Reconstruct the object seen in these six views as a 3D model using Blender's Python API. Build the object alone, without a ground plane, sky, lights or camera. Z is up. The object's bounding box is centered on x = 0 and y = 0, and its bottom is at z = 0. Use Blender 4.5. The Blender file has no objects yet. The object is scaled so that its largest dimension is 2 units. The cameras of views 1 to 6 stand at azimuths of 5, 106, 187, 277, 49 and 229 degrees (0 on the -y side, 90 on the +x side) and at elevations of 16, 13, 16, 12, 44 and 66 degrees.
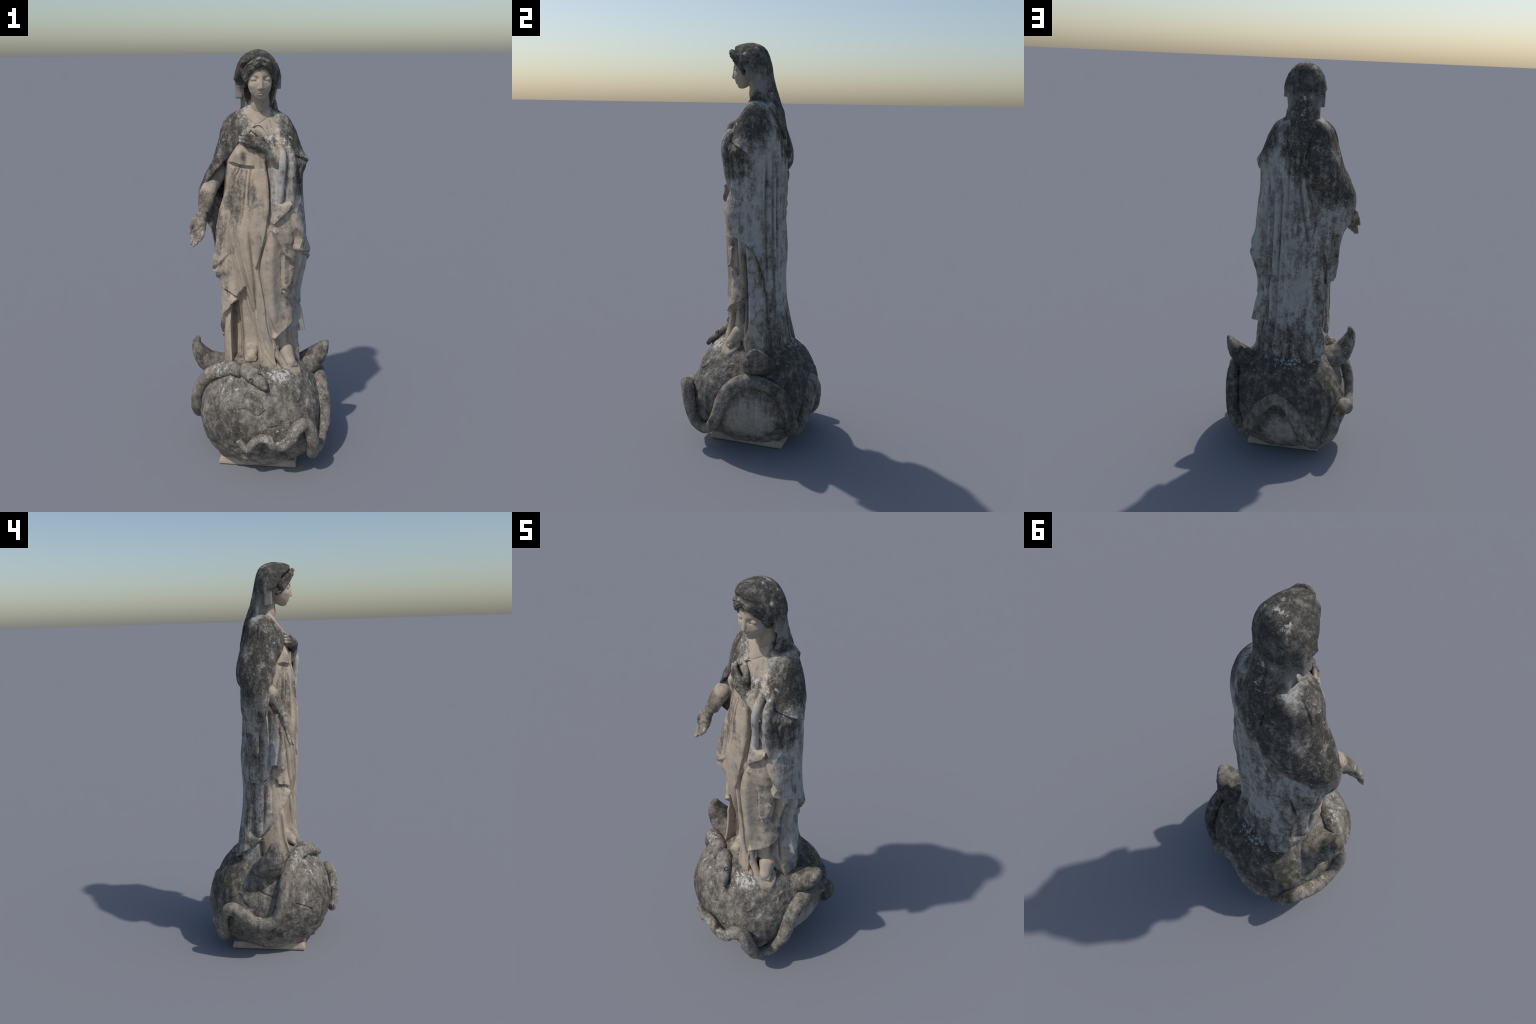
import bpy, math
import numpy as np

# ------------------------------------------------------------------ helpers
def smooth01(a, b, x):
    t = np.clip((x - a) / (b - a), 0.0, 1.0)
    return t * t * (3 - 2 * t)

def vnoise(P, scale, seed=0):
    """lattice value noise in [-1, 1]"""
    q = np.asarray(P, dtype=np.float64) * scale + 71.3
    i = np.floor(q).astype(np.int64)
    f = q - i
    f = f * f * f * (f * (f * 6 - 15) + 10)
    def h(a, b, c):
        n = (a * 374761393 + b * 668265263 + c * 2147483647 + seed * 1274126177) & 0xFFFFFFFF
        n = ((n ^ (n >> 13)) * 1274126177) & 0xFFFFFFFF
        n = (n ^ (n >> 16)) & 0xFFFF
        return n / 32767.5 - 1.0
    x, y, z = i[:, 0], i[:, 1], i[:, 2]
    u, v, w = f[:, 0], f[:, 1], f[:, 2]
    r = 0
    for dx in (0, 1):
        for dy in (0, 1):
            for dz in (0, 1):
                r = r + h(x + dx, y + dy, z + dz) * (u if dx else 1 - u) * (v if dy else 1 - v) * (w if dz else 1 - w)
    return r

def fbm(P, scale, octaves=3, seed=0):
    r, a, t = 0, 1.0, 0
    for o in range(octaves):
        r = r + a * vnoise(P, scale * 2 ** o, seed + o)
        t += a
        a *= 0.5
    return r / t

def catmull(pts, n):
    p = np.array(pts, float)
    p = np.vstack([2 * p[0] - p[1], p, 2 * p[-1] - p[-2]])
    out = []
    for i in range(1, len(p) - 2):
        t = np.linspace(0, 1, n, endpoint=False)[:, None]
        a, b, c, d = p[i - 1], p[i], p[i + 1], p[i + 2]
        out.append(0.5 * (2 * b + (c - a) * t + (2 * a - 5 * b + 4 * c - d) * t ** 2 + (3 * b - a - 3 * c + d) * t ** 3))
    out.append(p[-2][None])
    return np.vstack(out)

ROOT = bpy.data.objects.new("madonna_statue", None)
bpy.context.scene.collection.objects.link(ROOT)
ROOT["label"] = "weathered stone Madonna standing on a serpent-wrapped globe"
ROOT["category"] = "statue"

def vertex_normals(V, F):
    F = np.asarray(F)
    n = np.zeros_like(V)
    a, b, c, d = V[F[:, 0]], V[F[:, 1]], V[F[:, 2]], V[F[:, 3]]
    fn = np.cross(c - a, d - b)
    for k in range(4):
        np.add.at(n, F[:, k], fn)
    return n / np.maximum(np.linalg.norm(n, axis=1), 1e-12)[:, None]

def add_mesh(name, V, F, mat, parent=None, normals=None):
    V = np.asarray(V, dtype=np.float32)
    me = bpy.data.meshes.new(name)
    if isinstance(F, np.ndarray):
        k = F.shape[1]
        me.vertices.add(len(V))
        me.vertices.foreach_set("co", V.ravel())
        me.loops.add(F.size)
        me.loops.foreach_set("vertex_index", F.astype(np.int32).ravel())
        me.polygons.add(len(F))
        me.polygons.foreach_set("loop_start", np.arange(0, F.size, k, dtype=np.int32))
        me.update(calc_edges=True)
    else:
        me.from_pydata(V.tolist(), [], F)
    me.validate()
    me.polygons.foreach_set("use_smooth", [True] * len(me.polygons))
    if normals is not None:
        me.normals_split_custom_set_from_vertices(np.asarray(normals, dtype=np.float32))
    me.materials.append(mat)
    ob = bpy.data.objects.new(name, me)
    bpy.context.scene.collection.objects.link(ob)
    ob.parent = parent or ROOT
    return ob

def split_mesh(V, F, label, names, mats, parent=None):
    """one surface, several named parts: shared border vertices, shared normals"""
    N = vertex_normals(V, F)
    obs = []
    for k, nm in enumerate(names):
        f = F[label == k]
        if len(f) == 0:
            continue
        used, inv = np.unique(f, return_inverse=True)
        obs.append(add_mesh(nm, V[used], inv.reshape(f.shape), mats[k], parent, N[used]))
    return obs

# ---------------------------------------------- implicit solids -> surface
def surface_nets(field, lo, hi, h):
    lo = np.array(lo, float); hi = np.array(hi, float)
    n = np.ceil((hi - lo) / h).astype(int) + 1
    ax = [lo[i] + h * np.arange(n[i]) for i in range(3)]
    vals = np.empty(n, dtype=np.float32)
    step = max(1, int(400000 / (n[1] * n[2])))
    for i in range(0, n[0], step):
        X, Y, Z = np.meshgrid(ax[0][i:i + step], ax[1], ax[2], indexing="ij")
        vals[i:i + step] = field(np.stack([X.ravel(), Y.ravel(), Z.ravel()], 1)).reshape(X.shape)
    ins = vals < 0
    cnt = np.zeros(n - 1, dtype=np.int8)
    for c in range(8):
        a, b, d = c & 1, (c >> 1) & 1, (c >> 2) & 1
        cnt += ins[a:n[0] - 1 + a, b:n[1] - 1 + b, d:n[2] - 1 + d]
    act = (cnt > 0) & (cnt < 8)
    I = np.argwhere(act)
    idx = np.full(n - 1, -1, dtype=np.int64)
    idx[act] = np.arange(len(I))
    acc = np.zeros((len(I), 3)); num = np.zeros(len(I))
    cor = [np.array([c & 1, (c >> 1) & 1, (c >> 2) & 1]) for c in range(8)]
    cv = [vals[tuple((I + k).T)] for k in cor]
    for a in range(8):
        for b in range(a + 1, 8):
            if abs(cor[a] - cor[b]).sum() != 1:
                continue
            m = (cv[a] < 0) != (cv[b] < 0)
            t = cv[a][m] / (cv[a][m] - cv[b][m])
            acc[m] += cor[a] + t[:, None] * (cor[b] - cor[a])
            num[m] += 1
    V = lo + h * (I + acc / num[:, None])
    Q = []
    for axis in range(3):
        s0 = [slice(None)] * 3; s1 = [slice(None)] * 3
        s0[axis] = slice(0, n[axis] - 1); s1[axis] = slice(1, n[axis])
        ch = ins[tuple(s0)] != ins[tuple(s1)]
        E = np.argwhere(ch)
        o1, o2 = (axis + 1) % 3, (axis + 2) % 3
        ok = (E[:, o1] > 0) & (E[:, o2] > 0) & (E[:, o1] < n[o1] - 1) & (E[:, o2] < n[o2] - 1)
        E = E[ok]
        d1 = np.zeros(3, int); d1[o1] = 1
        d2 = np.zeros(3, int); d2[o2] = 1
        q = np.stack([idx[tuple((E - d1 - d2).T)], idx[tuple((E - d2).T)], idx[tuple(E.T)], idx[tuple((E - d1).T)]], 1)
        flip = ~ins[tuple(E.T)]
        q[flip] = q[flip][:, ::-1]
        Q.append(q)
    return V, np.vstack(Q)

def relax(V, F, it=1, lam=0.5):
    for _ in range(it):
        s = np.zeros_like(V); c = np.zeros(len(V))
        for k in range(4):
            np.add.at(s, F[:, k], V[F[:, (k + 1) % 4]]); np.add.at(c, F[:, k], 1)
            np.add.at(s, F[:, k], V[F[:, (k - 1) % 4]]); np.add.at(c, F[:, k], 1)
        V = V + lam * (s / np.maximum(c, 1)[:, None] - V)
    return V

def smin(a, b, k):
    h = np.clip(0.5 + 0.5 * (b - a) / k, 0, 1)
    return b + (a - b) * h - k * h * (1 - h)

def smax(a, b, k):
    return -smin(-a, -b, k)

def sphere(P, c, r):
    return np.linalg.norm(P - np.array(c), axis=1) - r

def ellipsoid(P, c, r):
    r = np.array(r, float)
    q = (P - np.array(c)) / r
    k0 = np.linalg.norm(q, axis=1)
    k1 = np.linalg.norm(q / r, axis=1)
    return k0 * (k0 - 1) / np.maximum(k1, 1e-9)

def capsule(P, a, b, ra, rb):
    a = np.array(a, float); b = np.array(b, float)
    ab = b - a
    t = np.clip((P - a) @ ab / (ab @ ab), 0, 1)
    return np.linalg.norm(P - a - t[:, None] * ab, axis=1) - (ra + (rb - ra) * t)

def chain(P, pts, radii, k=0.004):
    d = None
    for i in range(len(pts) - 1):
        c = capsule(P, pts[i], pts[i + 1], radii[i], radii[i + 1])
        d = c if d is None else smin(d, c, k)
    return d

def tube(P, pts, radii, n=4):
    q = catmull(np.column_stack([np.array(pts, float), np.array(radii, float)]), n)
    d = None
    for a, b in zip(q[:-1], q[1:]):
        c = capsule(P, a[:3], b[:3], a[3], b[3])
        d = c if d is None else np.minimum(d, c)
    return d

# ------------------------------------------------------------------ materials
class Nodes:
    def __init__(self, name):
        self.m = bpy.data.materials.new(name)
        self.m.use_nodes = True
        self.t = self.m.node_tree
        self.t.nodes.clear()
        self.co = self.t.nodes.new("ShaderNodeTexCoord").outputs["Object"]
    def new(self, typ, **kw):
        n = self.t.nodes.new(typ)
        for k, v in kw.items():
            setattr(n, k, v)
        return n
    def put(self, sock, v):
        if isinstance(v, bpy.types.NodeSocket):
            self.t.links.new(v, sock)
        else:
            sock.default_value = v
    def math(self, op, a, b=0.0, c=None, clamp=False):
        n = self.new("ShaderNodeMath", operation=op, use_clamp=clamp)
        self.put(n.inputs[0], a); self.put(n.inputs[1], b)
        if c is not None:
            self.put(n.inputs[2], c)
        return n.outputs[0]
    def scaled(self, s, off=(0, 0, 0)):
        n = self.new("ShaderNodeMapping")
        self.put(n.inputs[0], self.co)
        n.inputs["Location"].default_value = off
        n.inputs["Scale"].default_value = s
        return n.outputs[0]
    def noise(self, scale, detail=4, rough=0.6, vec=None, dist=0.0):
        n = self.new("ShaderNodeTexNoise")
        self.put(n.inputs["Vector"], vec if vec is not None else self.co)
        n.inputs["Scale"].default_value = scale
        n.inputs["Detail"].default_value = detail
        n.inputs["Roughness"].default_value = rough
        n.inputs["Distortion"].default_value = dist
        return n.outputs["Fac"]
    def voronoi(self, scale, vec=None):
        n = self.new("ShaderNodeTexVoronoi")
        self.put(n.inputs["Vector"], vec if vec is not None else self.co)
        n.inputs["Scale"].default_value = scale
        return n.outputs["Distance"]
    def ramp(self, v, a, b, lo=0.0, hi=1.0):
        n = self.new("ShaderNodeMapRange", interpolation_type="SMOOTHSTEP")
        self.put(n.inputs["Value"], v)
        for i, x in zip(("From Min", "From Max", "To Min", "To Max"), (a, b, lo, hi)):
            n.inputs[i].default_value = x
        return n.outputs[0]
    def blob(self, c, r):
        """1 at c, fading to 0 on an ellipsoid of radii r"""
        m = self.scaled(tuple(1 / x for x in r), tuple(-p / x for p, x in zip(c, r)))
        n = self.new("ShaderNodeVectorMath", operation="LENGTH")
        self.put(n.inputs[0], m)
        return self.ramp(n.outputs["Value"], 1.0, 0.25)
    def blobs(self, items):
        r = None
        for it in items:
            b = self.blob(it[0], it[1])
            if len(it) > 2:
                b = self.math("MULTIPLY", b, it[2])
            r = b if r is None else self.math("MAXIMUM", r, b)
        return r
    def mix(self, f, a, b):
        n = self.new("ShaderNodeMix", data_type="RGBA")
        self.put(n.inputs["Factor"], f)
        for s, v in ((n.inputs["A"], a), (n.inputs["B"], b)):
            if isinstance(v, bpy.types.NodeSocket):
                self.put(s, v)
            else:
                s.default_value = (*v, 1.0)
        return n.outputs["Result"]
    def finish(self, col, rough, bump, strength=0.5, dist=0.004):
        b = self.new("ShaderNodeBump")
        b.inputs["Strength"].default_value = strength
        b.inputs["Distance"].default_value = dist
        self.put(b.inputs["Height"], bump)
        p = self.new("ShaderNodeBsdfPrincipled")
        self.put(p.inputs["Base Color"], col)
        self.put(p.inputs["Roughness"], rough)
        p.inputs["Specular IOR Level"].default_value = 0.25
        self.put(p.inputs["Normal"], b.outputs[0])
        o = self.new("ShaderNodeOutputMaterial")
        self.t.links.new(p.outputs[0], o.inputs[0])
        return self.m

CREAM = (0.455, 0.372, 0.282)
GREY = (0.25, 0.24, 0.22)
BROWN = (0.185, 0.165, 0.138)
SOOT = (0.052, 0.048, 0.041)
WHITE = (0.62, 0.60, 0.56)
OCHRE = (0.22, 0.155, 0.07)
MOSS = (0.075, 0.075, 0.018)

def stone(name, soot, pale=(), ochre=(), white=(), moss=(), grain=60.0, grey=0.5, streak=0.0, soot_all=0.0, bump=0.35, base=None, cream=()):
    """Limestone: cream body, grey patina, black crust, white and ochre lichen, moss.
    Each growth sits in named places and is broken up by noise."""
    n = Nodes(name)
    big = n.noise(7.0, 5, 0.62)
    med = n.noise(26.0, 5, 0.65)
    fine = n.noise(grain * 2.2, 4, 0.7)
    run = n.noise(11.0, 5, 0.65, vec=n.scaled((3.2, 3.2, 0.45)))
    b0 = base or CREAM
    col = n.mix(n.ramp(big, 0.35, 0.7), b0, tuple(c * 0.84 for c in b0))
    if cream:
        k = n.math("ADD", n.blobs(cream), n.math("MULTIPLY", n.math("SUBTRACT", big, 0.5), 1.2))
        col = n.mix(n.ramp(k, 0.2, 0.7), col, CREAM)
    g = n.math("ADD", n.math("MULTIPLY", run, 0.55), n.math("MULTIPLY", med, 0.45))
    col = n.mix(n.math("MULTIPLY", n.ramp(g, 0.40, 0.62), grey), col, GREY)
    # black crust
    s = n.blobs(soot) if soot else 0.0
    s = n.math("ADD", s, soot_all)
    if pale:
        s = n.math("SUBTRACT", s, n.blobs(pale))
    tex = n.math("ADD", n.math("MULTIPLY", n.math("SUBTRACT", med, 0.5), 1.9),
                 n.math("ADD", n.math("MULTIPLY", n.math("SUBTRACT", fine, 0.5), 1.5), n.math("MULTIPLY", n.math("SUBTRACT", run, 0.5), 1.1 + 3.0 * streak)))
    s = n.math("ADD", n.math("MINIMUM", s, 0.95), tex)
    col = n.mix(n.math("MULTIPLY", n.ramp(s, 0.05, 0.60), 0.92), col, BROWN)
    crust = n.mix(n.ramp(n.noise(grain * 1.3, 6, 0.75), 0.40, 0.68), tuple(c * 0.72 for c in SOOT), tuple(c * 1.65 for c in SOOT))
    col = n.mix(n.math("MULTIPLY", n.ramp(s, 0.45, 1.10), 0.95), col, crust)
    if ochre:
        o = n.math("ADD", n.blobs(ochre), n.math("MULTIPLY", n.math("SUBTRACT", med, 0.5), 3.0))
        col = n.mix(n.math("MULTIPLY", n.ramp(o, 0.45, 1.0), 0.75), col, OCHRE)
    if white:
        w = n.math("ADD", n.blobs(white), n.math("MULTIPLY", n.math("SUBTRACT", n.noise(grain * 0.75, 6, 0.75), 0.5), 5.0))
        col = n.mix(n.math("MULTIPLY", n.ramp(w, 0.50, 1.05), 0.75), col, WHITE)
    if moss:
        q = n.math("ADD", n.blobs(moss), n.math("MULTIPLY", n.math("SUBTRACT", med, 0.5), 3.0))
        col = n.mix(n.math("MULTIPLY", n.ramp(q, 0.5, 0.95), 0.9), col, MOSS)
    b = n.math("ADD", n.math("MULTIPLY", med, 0.6), n.math("MULTIPLY", fine, 0.4))
    return n.finish(col, 0.88, b, bump)

STAIN = [((-0.11, -0.12, 1.36), (0.08, 0.10, 0.18), 0.75), ((-0.19, -0.08, 1.2), (0.06, 0.08, 0.2), 0.6), ((-0.04, -0.13, 1.535), (0.05, 0.06, 0.04), 0.6), ((-0.02, -0.15, 1.37), (0.06, 0.06, 0.14), 0.45),
         ((0.07, -0.12, 1.60), (0.09, 0.06, 0.08), 0.75), ((0.17, -0.03, 1.62), (0.09, 0.13, 0.14), 0.7)]
MAT_GOWN = stone("gown_limestone", soot=STAIN, pale=[((0.02, -0.1, 1.70), (0.08, 0.1, 0.05), 0.6), ((0.02, -0.14, 0.85), (0.2, 0.2, 0.40), 0.35)],
    ochre=[((-0.06, -0.14, 1.33), (0.05, 0.06, 0.14), 0.65), ((0.10, -0.1, 1.66), (0.05, 0.06, 0.09), 0.6), ((-0.05, -0.12, 1.55), (0.04, 0.05, 0.04), 0.4)],
    white=[((0.08, -0.1, 1.63), (0.07, 0.08, 0.09), 0.65), ((0.0, -0.1, 1.67), (0.06, 0.06, 0.03), 0.35)], streak=0.35, grey=0.45)
MAT_BODY = stone("mantle_limestone", soot=[
    ((-0.14, -0.02, 1.60), (0.16, 0.17, 0.20), 1.35), ((0.17, 0.0, 1.62), (0.13, 0.17, 0.18), 0.95),
    ((0.19, -0.05, 1.45), (0.11, 0.12, 0.14), 0.75), ((-0.24, 0.03, 1.46), (0.15, 0.18, 0.22), 1.15), ((0.07, 0.03, 1.735), (0.06, 0.08, 0.06), 1.0), ((-0.05, 0.14, 1.62), (0.20, 0.13, 0.25), 1.4),
    ((-0.16, 0.13, 1.44), (0.16, 0.15, 0.2), 1.25), ((0.0, 0.2, 0.60), (0.22, 0.10, 0.28), 0.65), ((0.15, 0.15, 0.58), (0.13, 0.13, 0.25), 0.6),
    ((-0.03, 0.17, 1.15), (0.12, 0.08, 0.3), 0.35), ((-0.2, 0.1, 1.05), (0.09, 0.12, 0.22), 0.6), ((-0.19, 0.12, 0.85), (0.12, 0.16, 0.55), 0.42), ((-0.27, 0.0, 1.28), (0.1, 0.12, 0.14), 0.5), ((-0.1, 0.15, 1.28), (0.07, 0.08, 0.12), 0.6), ((0.15, 0.08, 0.95), (0.08, 0.1, 0.12), 0.35)],
    pale=[((-0.05, 0.17, 0.90), (0.06, 0.06, 0.16), 0.5)],
    ochre=[((0.2, 0.02, 1.25), (0.05, 0.07, 0.08), 0.7), ((0.17, 0.14, 0.6), (0.07, 0.07, 0.2), 0.45), ((0.14, -0.08, 1.62), (0.05, 0.06, 0.09), 0.4)],
    white=[((0.14, -0.08, 1.60), (0.06, 0.06, 0.08), 0.35), ((-0.02, 0.14, 1.65), (0.05, 0.06, 0.12), 0.35), ((0.18, -0.06, 1.54), (0.06, 0.06, 0.04), 0.45),
           ((-0.15, 0.0, 1.68), (0.06, 0.06, 0.05), 0.3), ((-0.14, 0.14, 1.15), (0.05, 0.06, 0.08), 0.3)],
    base=(0.43, 0.412, 0.378), cream=[((0.14, -0.13, 0.98), (0.15, 0.19, 0.55), 1.3), ((-0.17, -0.14, 0.80), (0.12, 0.20, 0.45), 1.3), ((0.04, -0.12, 1.62), (0.14, 0.12, 0.16), 1.2)], streak=0.3, grey=0.5, soot_all=0.12)
MAT_HEAD = stone("face_limestone", soot=[((0.03, -0.13, 1.925), (0.06, 0.05, 0.035), 0.65)],
    pale=[((0.02, -0.1, 1.84), (0.12, 0.12, 0.08), 0.8)], ochre=[((0.03, -0.12, 1.92), (0.05, 0.04, 0.03), 0.35)], grey=0.35, bump=0.12)
MAT_VEIL = stone("sooted_limestone", soot=[((0, -0.02, 1.95), (0.2, 0.2, 0.24), 1.5), ((0, 0.1, 1.7), (0.16, 0.12, 0.25), 1.3)],
    pale=[((-0.09, -0.03, 1.81), (0.03, 0.05, 0.06), 0.25), ((0.085, 0.01, 1.79), (0.04, 0.06, 0.09), 0.9), ((-0.085, 0.05, 1.82), (0.02, 0.02, 0.09), 0.4), ((0.07, 0.06, 1.87), (0.02, 0.02, 0.09), 0.7)],
    ochre=[((-0.06, 0.03, 1.93), (0.05, 0.05, 0.05), 0.4)],
    white=[((0.0, 0.0, 2.0), (0.045, 0.035, 0.03), 0.75), ((-0.045, 0.015, 1.985), (0.03, 0.03, 0.03), 0.8), ((-0.06, 0.03, 1.965), (0.018, 0.02, 0.022), 0.95),
           ((0.03, -0.03, 1.995), (0.03, 0.03, 0.03), 0.4), ((0.0, 0.09, 1.78), (0.035, 0.05, 0.13), 0.35), ((0.088, -0.045, 1.945), (0.015, 0.015, 0.02), 0.9),
           ((0.06, 0.0, 1.975), (0.012, 0.012, 0.012), 0.9), ((-0.03, -0.13, 1.94), (0.03, 0.03, 0.02), 0.3)], grey=0.8, base=GREY)
MAT_HAND = stone("hand_limestone", soot=[((0.0, -0.13, 1.60), (0.11, 0.11, 0.09), 1.1), ((-0.27, -0.1, 1.22), (0.1, 0.12, 0.2), 0.5), ((-0.25, -0.06, 1.31), (0.08, 0.1, 0.12), 0.65), ((0.12, -0.1, 1.54), (0.1, 0.1, 0.08), 0.45)],
    white=[((0.07, -0.12, 1.58), (0.04, 0.05, 0.04), 0.5)], ochre=[((-0.27, -0.1, 1.17), (0.05, 0.06, 0.06), 0.5), ((-0.25, -0.07, 1.33), (0.05, 0.06, 0.06), 0.4)], grey=0.9)
MAT_GLOBE = stone("lichened_stone", soot=[((0, 0.25, 0.40), (0.34, 0.22, 0.24), 0.55), ((0.2, 0.2, 0.42), (0.18, 0.2, 0.2), 0.6), ((-0.12, -0.27, 0.25), (0.2, 0.14, 0.14), 0.3)],
    pale=[((0.0, 0.0, 0.02), (0.36, 0.40, 0.16), 0.75), ((0.30, 0.05, 0.18), (0.16, 0.18, 0.15), 1.0), ((0.0, 0.3, 0.14), (0.12, 0.12, 0.14), 0.9)],
    ochre=[((0.15, -0.15, 0.45), (0.16, 0.1, 0.1), 0.35), ((-0.1, -0.28, 0.14), (0.15, 0.1, 0.1), 0.4)],
    white=[((0.12, -0.17, 0.5), (0.12, 0.1, 0.045), 0.8), ((-0.12, -0.2, 0.45), (0.16, 0.14, 0.1), 0.3),
           ((0.0, 0.2, 0.51), (0.14, 0.08, 0.09), 0.45), ((0.15, -0.25, 0.3), (0.13, 0.1, 0.1), 0.3), ((0, 0, 0.45), (0.4, 0.4, 0.2), 0.16)],
    moss=[((-0.22, 0.18, 0.38), (0.09, 0.1, 0.14), 0.6), ((-0.24, 0.2, 0.22), (0.14, 0.14, 0.05), 0.5),
          ((0.2, 0.2, 0.42), (0.06, 0.06, 0.08), 0.45)], soot_all=0.66, grey=0.9, grain=80, bump=0.6, base=(0.40, 0.35, 0.29))
MAT_SERPENT = stone("serpent_stone", soot=[((0.25, 0.2, 0.25), (0.25, 0.25, 0.25), 0.35)],
    white=[((-0.16, -0.14, 0.5), (0.14, 0.14, 0.1), 0.55), ((0.1, -0.3, 0.25), (0.25, 0.12, 0.12), 0.4), ((-0.25, 0.1, 0.25), (0.15, 0.2, 0.1), 0.35), ((0.3, 0, 0.3), (0.12, 0.2, 0.15), 0.3)],
    ochre=[((0.2, -0.25, 0.22), (0.15, 0.12, 0.1), 0.3)],
    moss=[((-0.27, 0.2, 0.27), (0.1, 0.12, 0.06), 0.65)], soot_all=0.55, grey=0.9, grain=80, bump=0.5, base=(0.40, 0.35, 0.29))
MAT_PLINTH = stone("plinth_limestone", soot=[], soot_all=-0.5, grey=0.4, bump=0.3)

# ------------------------------------------------------------------ drapery body
AX, AY = 0.0, 0.01
# level: left, right, front, back extent of the draped figure
LEVELS = np.array([
    (0.42, -.178, .206, -.140, .195), (0.48, -.178, .206, -.140, .192), (0.55, -.178, .197, -.138, .185), (0.65, -.178, .192, -.125, .168),
    (0.75, -.181, .186, -.122, .156), (0.85, -.182, .180, -.126, .154), (0.93, -.188, .195, -.130, .158), (1.00, -.200, .210, -.132, .160),
    (1.10, -.200, .221, -.132, .154), (1.20, -.190, .222, -.136, .150), (1.30, -.172, .215, -.133, .150), (1.40, -.160, .206, -.124, .150),
    (1.46, -.158, .206, -.114, .153), (1.50, -.160, .207, -.105, .150), (1.53, -.165, .206, -.105, .145), (1.59, -.170, .192, -.098, .135),
    (1.64, -.166, .176, -.082, .122), (1.69, -.147, .150, -.055, .112), (1.715, -.120, .128, -.040, .102), (1.735, -.088, .092, -.032, .085), (1.76, -.050, .055, -.020, .060)])
CLOAK_LEFT = np.array([(.85, -.18), (.93, -.212), (1.0, -.227), (1.1, -.233), (1.15, -.24), (1.19, -.255), (1.22, -.272), (1.28, -.287), (1.33, -.289),
    (1.37, -.284), (1.42, -.26), (1.49, -.226), (1.53, -.206), (1.59, -.186), (1.64, -.170), (1.69, -.150), (1.76, -.07)])
CLOAK_BACK = np.array([(1.0, .158), (1.3, .152), (1.39, .157), (1.42, .170), (1.46, .172), (1.5, .166), (1.55, .152), (1.6, .138), (1.69, .112), (1.76, .07)])

def level_value(tab, col, z):
    zs = np.linspace(0.40, 1.78, 700)
    v = np.interp(zs, tab[:, 0], tab[:, col])
    k = np.exp(-0.5 * (np.arange(-9, 10) / 4.0) ** 2); k /= k.sum()
    v = np.convolve(np.pad(v, 9, mode="edge"), k, mode="valid")
    return np.interp(z, zs, v)

NF = np.array([(.42, 2.0), (.75, 1.85), (1.0, 1.75), (1.12, 1.9), (1.2, 2.1), (1.4, 2.15), (1.55, 2.1), (1.7, 2.2), (1.8, 2.2)])      # squareness in front
NB = np.array([(.42, 2.6), (.62, 2.5), (.85, 2.0), (1.0, 1.85), (1.5, 1.85), (1.62, 2.1), (1.8, 2.2)])          # and behind

def oval(az, z, cloak=False):
    a = np.radians(az)
    dx, dy = np.sin(a), -np.cos(a)
    l, r, f, b = (level_value(LEVELS, i, z) for i in (1, 2, 3, 4))
    if cloak:
        l = level_value(CLOAK_LEFT, 1, z); b = level_value(CLOAK_BACK, 1, z)
    hx = np.where(dx < 0, AX - l, r - AX)
    hy = np.where(dy < 0, AY - f, b - AY)
    n = np.where(dy < 0, np.where(dx < 0, np.minimum(level_value(NF, 1, z), 1.85), level_value(NF, 1, z)), level_value(NB, 1, z))
    return 1 / ((np.abs(dx) / hx) ** n + (np.abs(dy) / hy) ** n) ** (1 / n)

ARC = math.radians(1) * 0.175      # metres of girth per degree

def line_dist(az, z, pts):
    """signed distance (left of travel > 0) and 0..1 position along a fold line in (azimuth, height)"""
    p = np.array(pts, float)
    mid = p[:, 0].mean()
    u = (((az - mid + 180) % 360) - 180) * ARC
    q = np.stack([(p[:, 0] - mid) * ARC, p[:, 1]], 1)
    if len(q) > 2:
        q = catmull(q, 5)
    seg = np.linalg.norm(np.diff(q, axis=0), axis=1)
    cum = np.concatenate([[0], np.cumsum(seg)])
    best = np.full(az.shape, 1e9); sgn = np.zeros(az.shape); pos = np.zeros(az.shape)
    for i in range(len(q) - 1):
        a, b = q[i], q[i + 1]
        d = b - a
        t = np.clip(((u - a[0]) * d[0] + (z - a[1]) * d[1]) / (d @ d), 0, 1)
        ex, ez = u - a[0] - t * d[0], z - a[1] - t * d[1]
        dist = np.hypot(ex, ez)
        m = dist < best
        best = np.where(m, dist, best)
        sgn = np.where(m, np.sign(d[0] * ez - d[1] * ex), sgn)
        pos = np.where(m, (cum[i] + t * seg[i]) / cum[-1], pos)
    return best * sgn, pos

def span(pts):
    p = np.array(pts, float) * np.array([ARC, 1])
    return np.linalg.norm(np.diff(p, axis=0), axis=1).sum()

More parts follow.
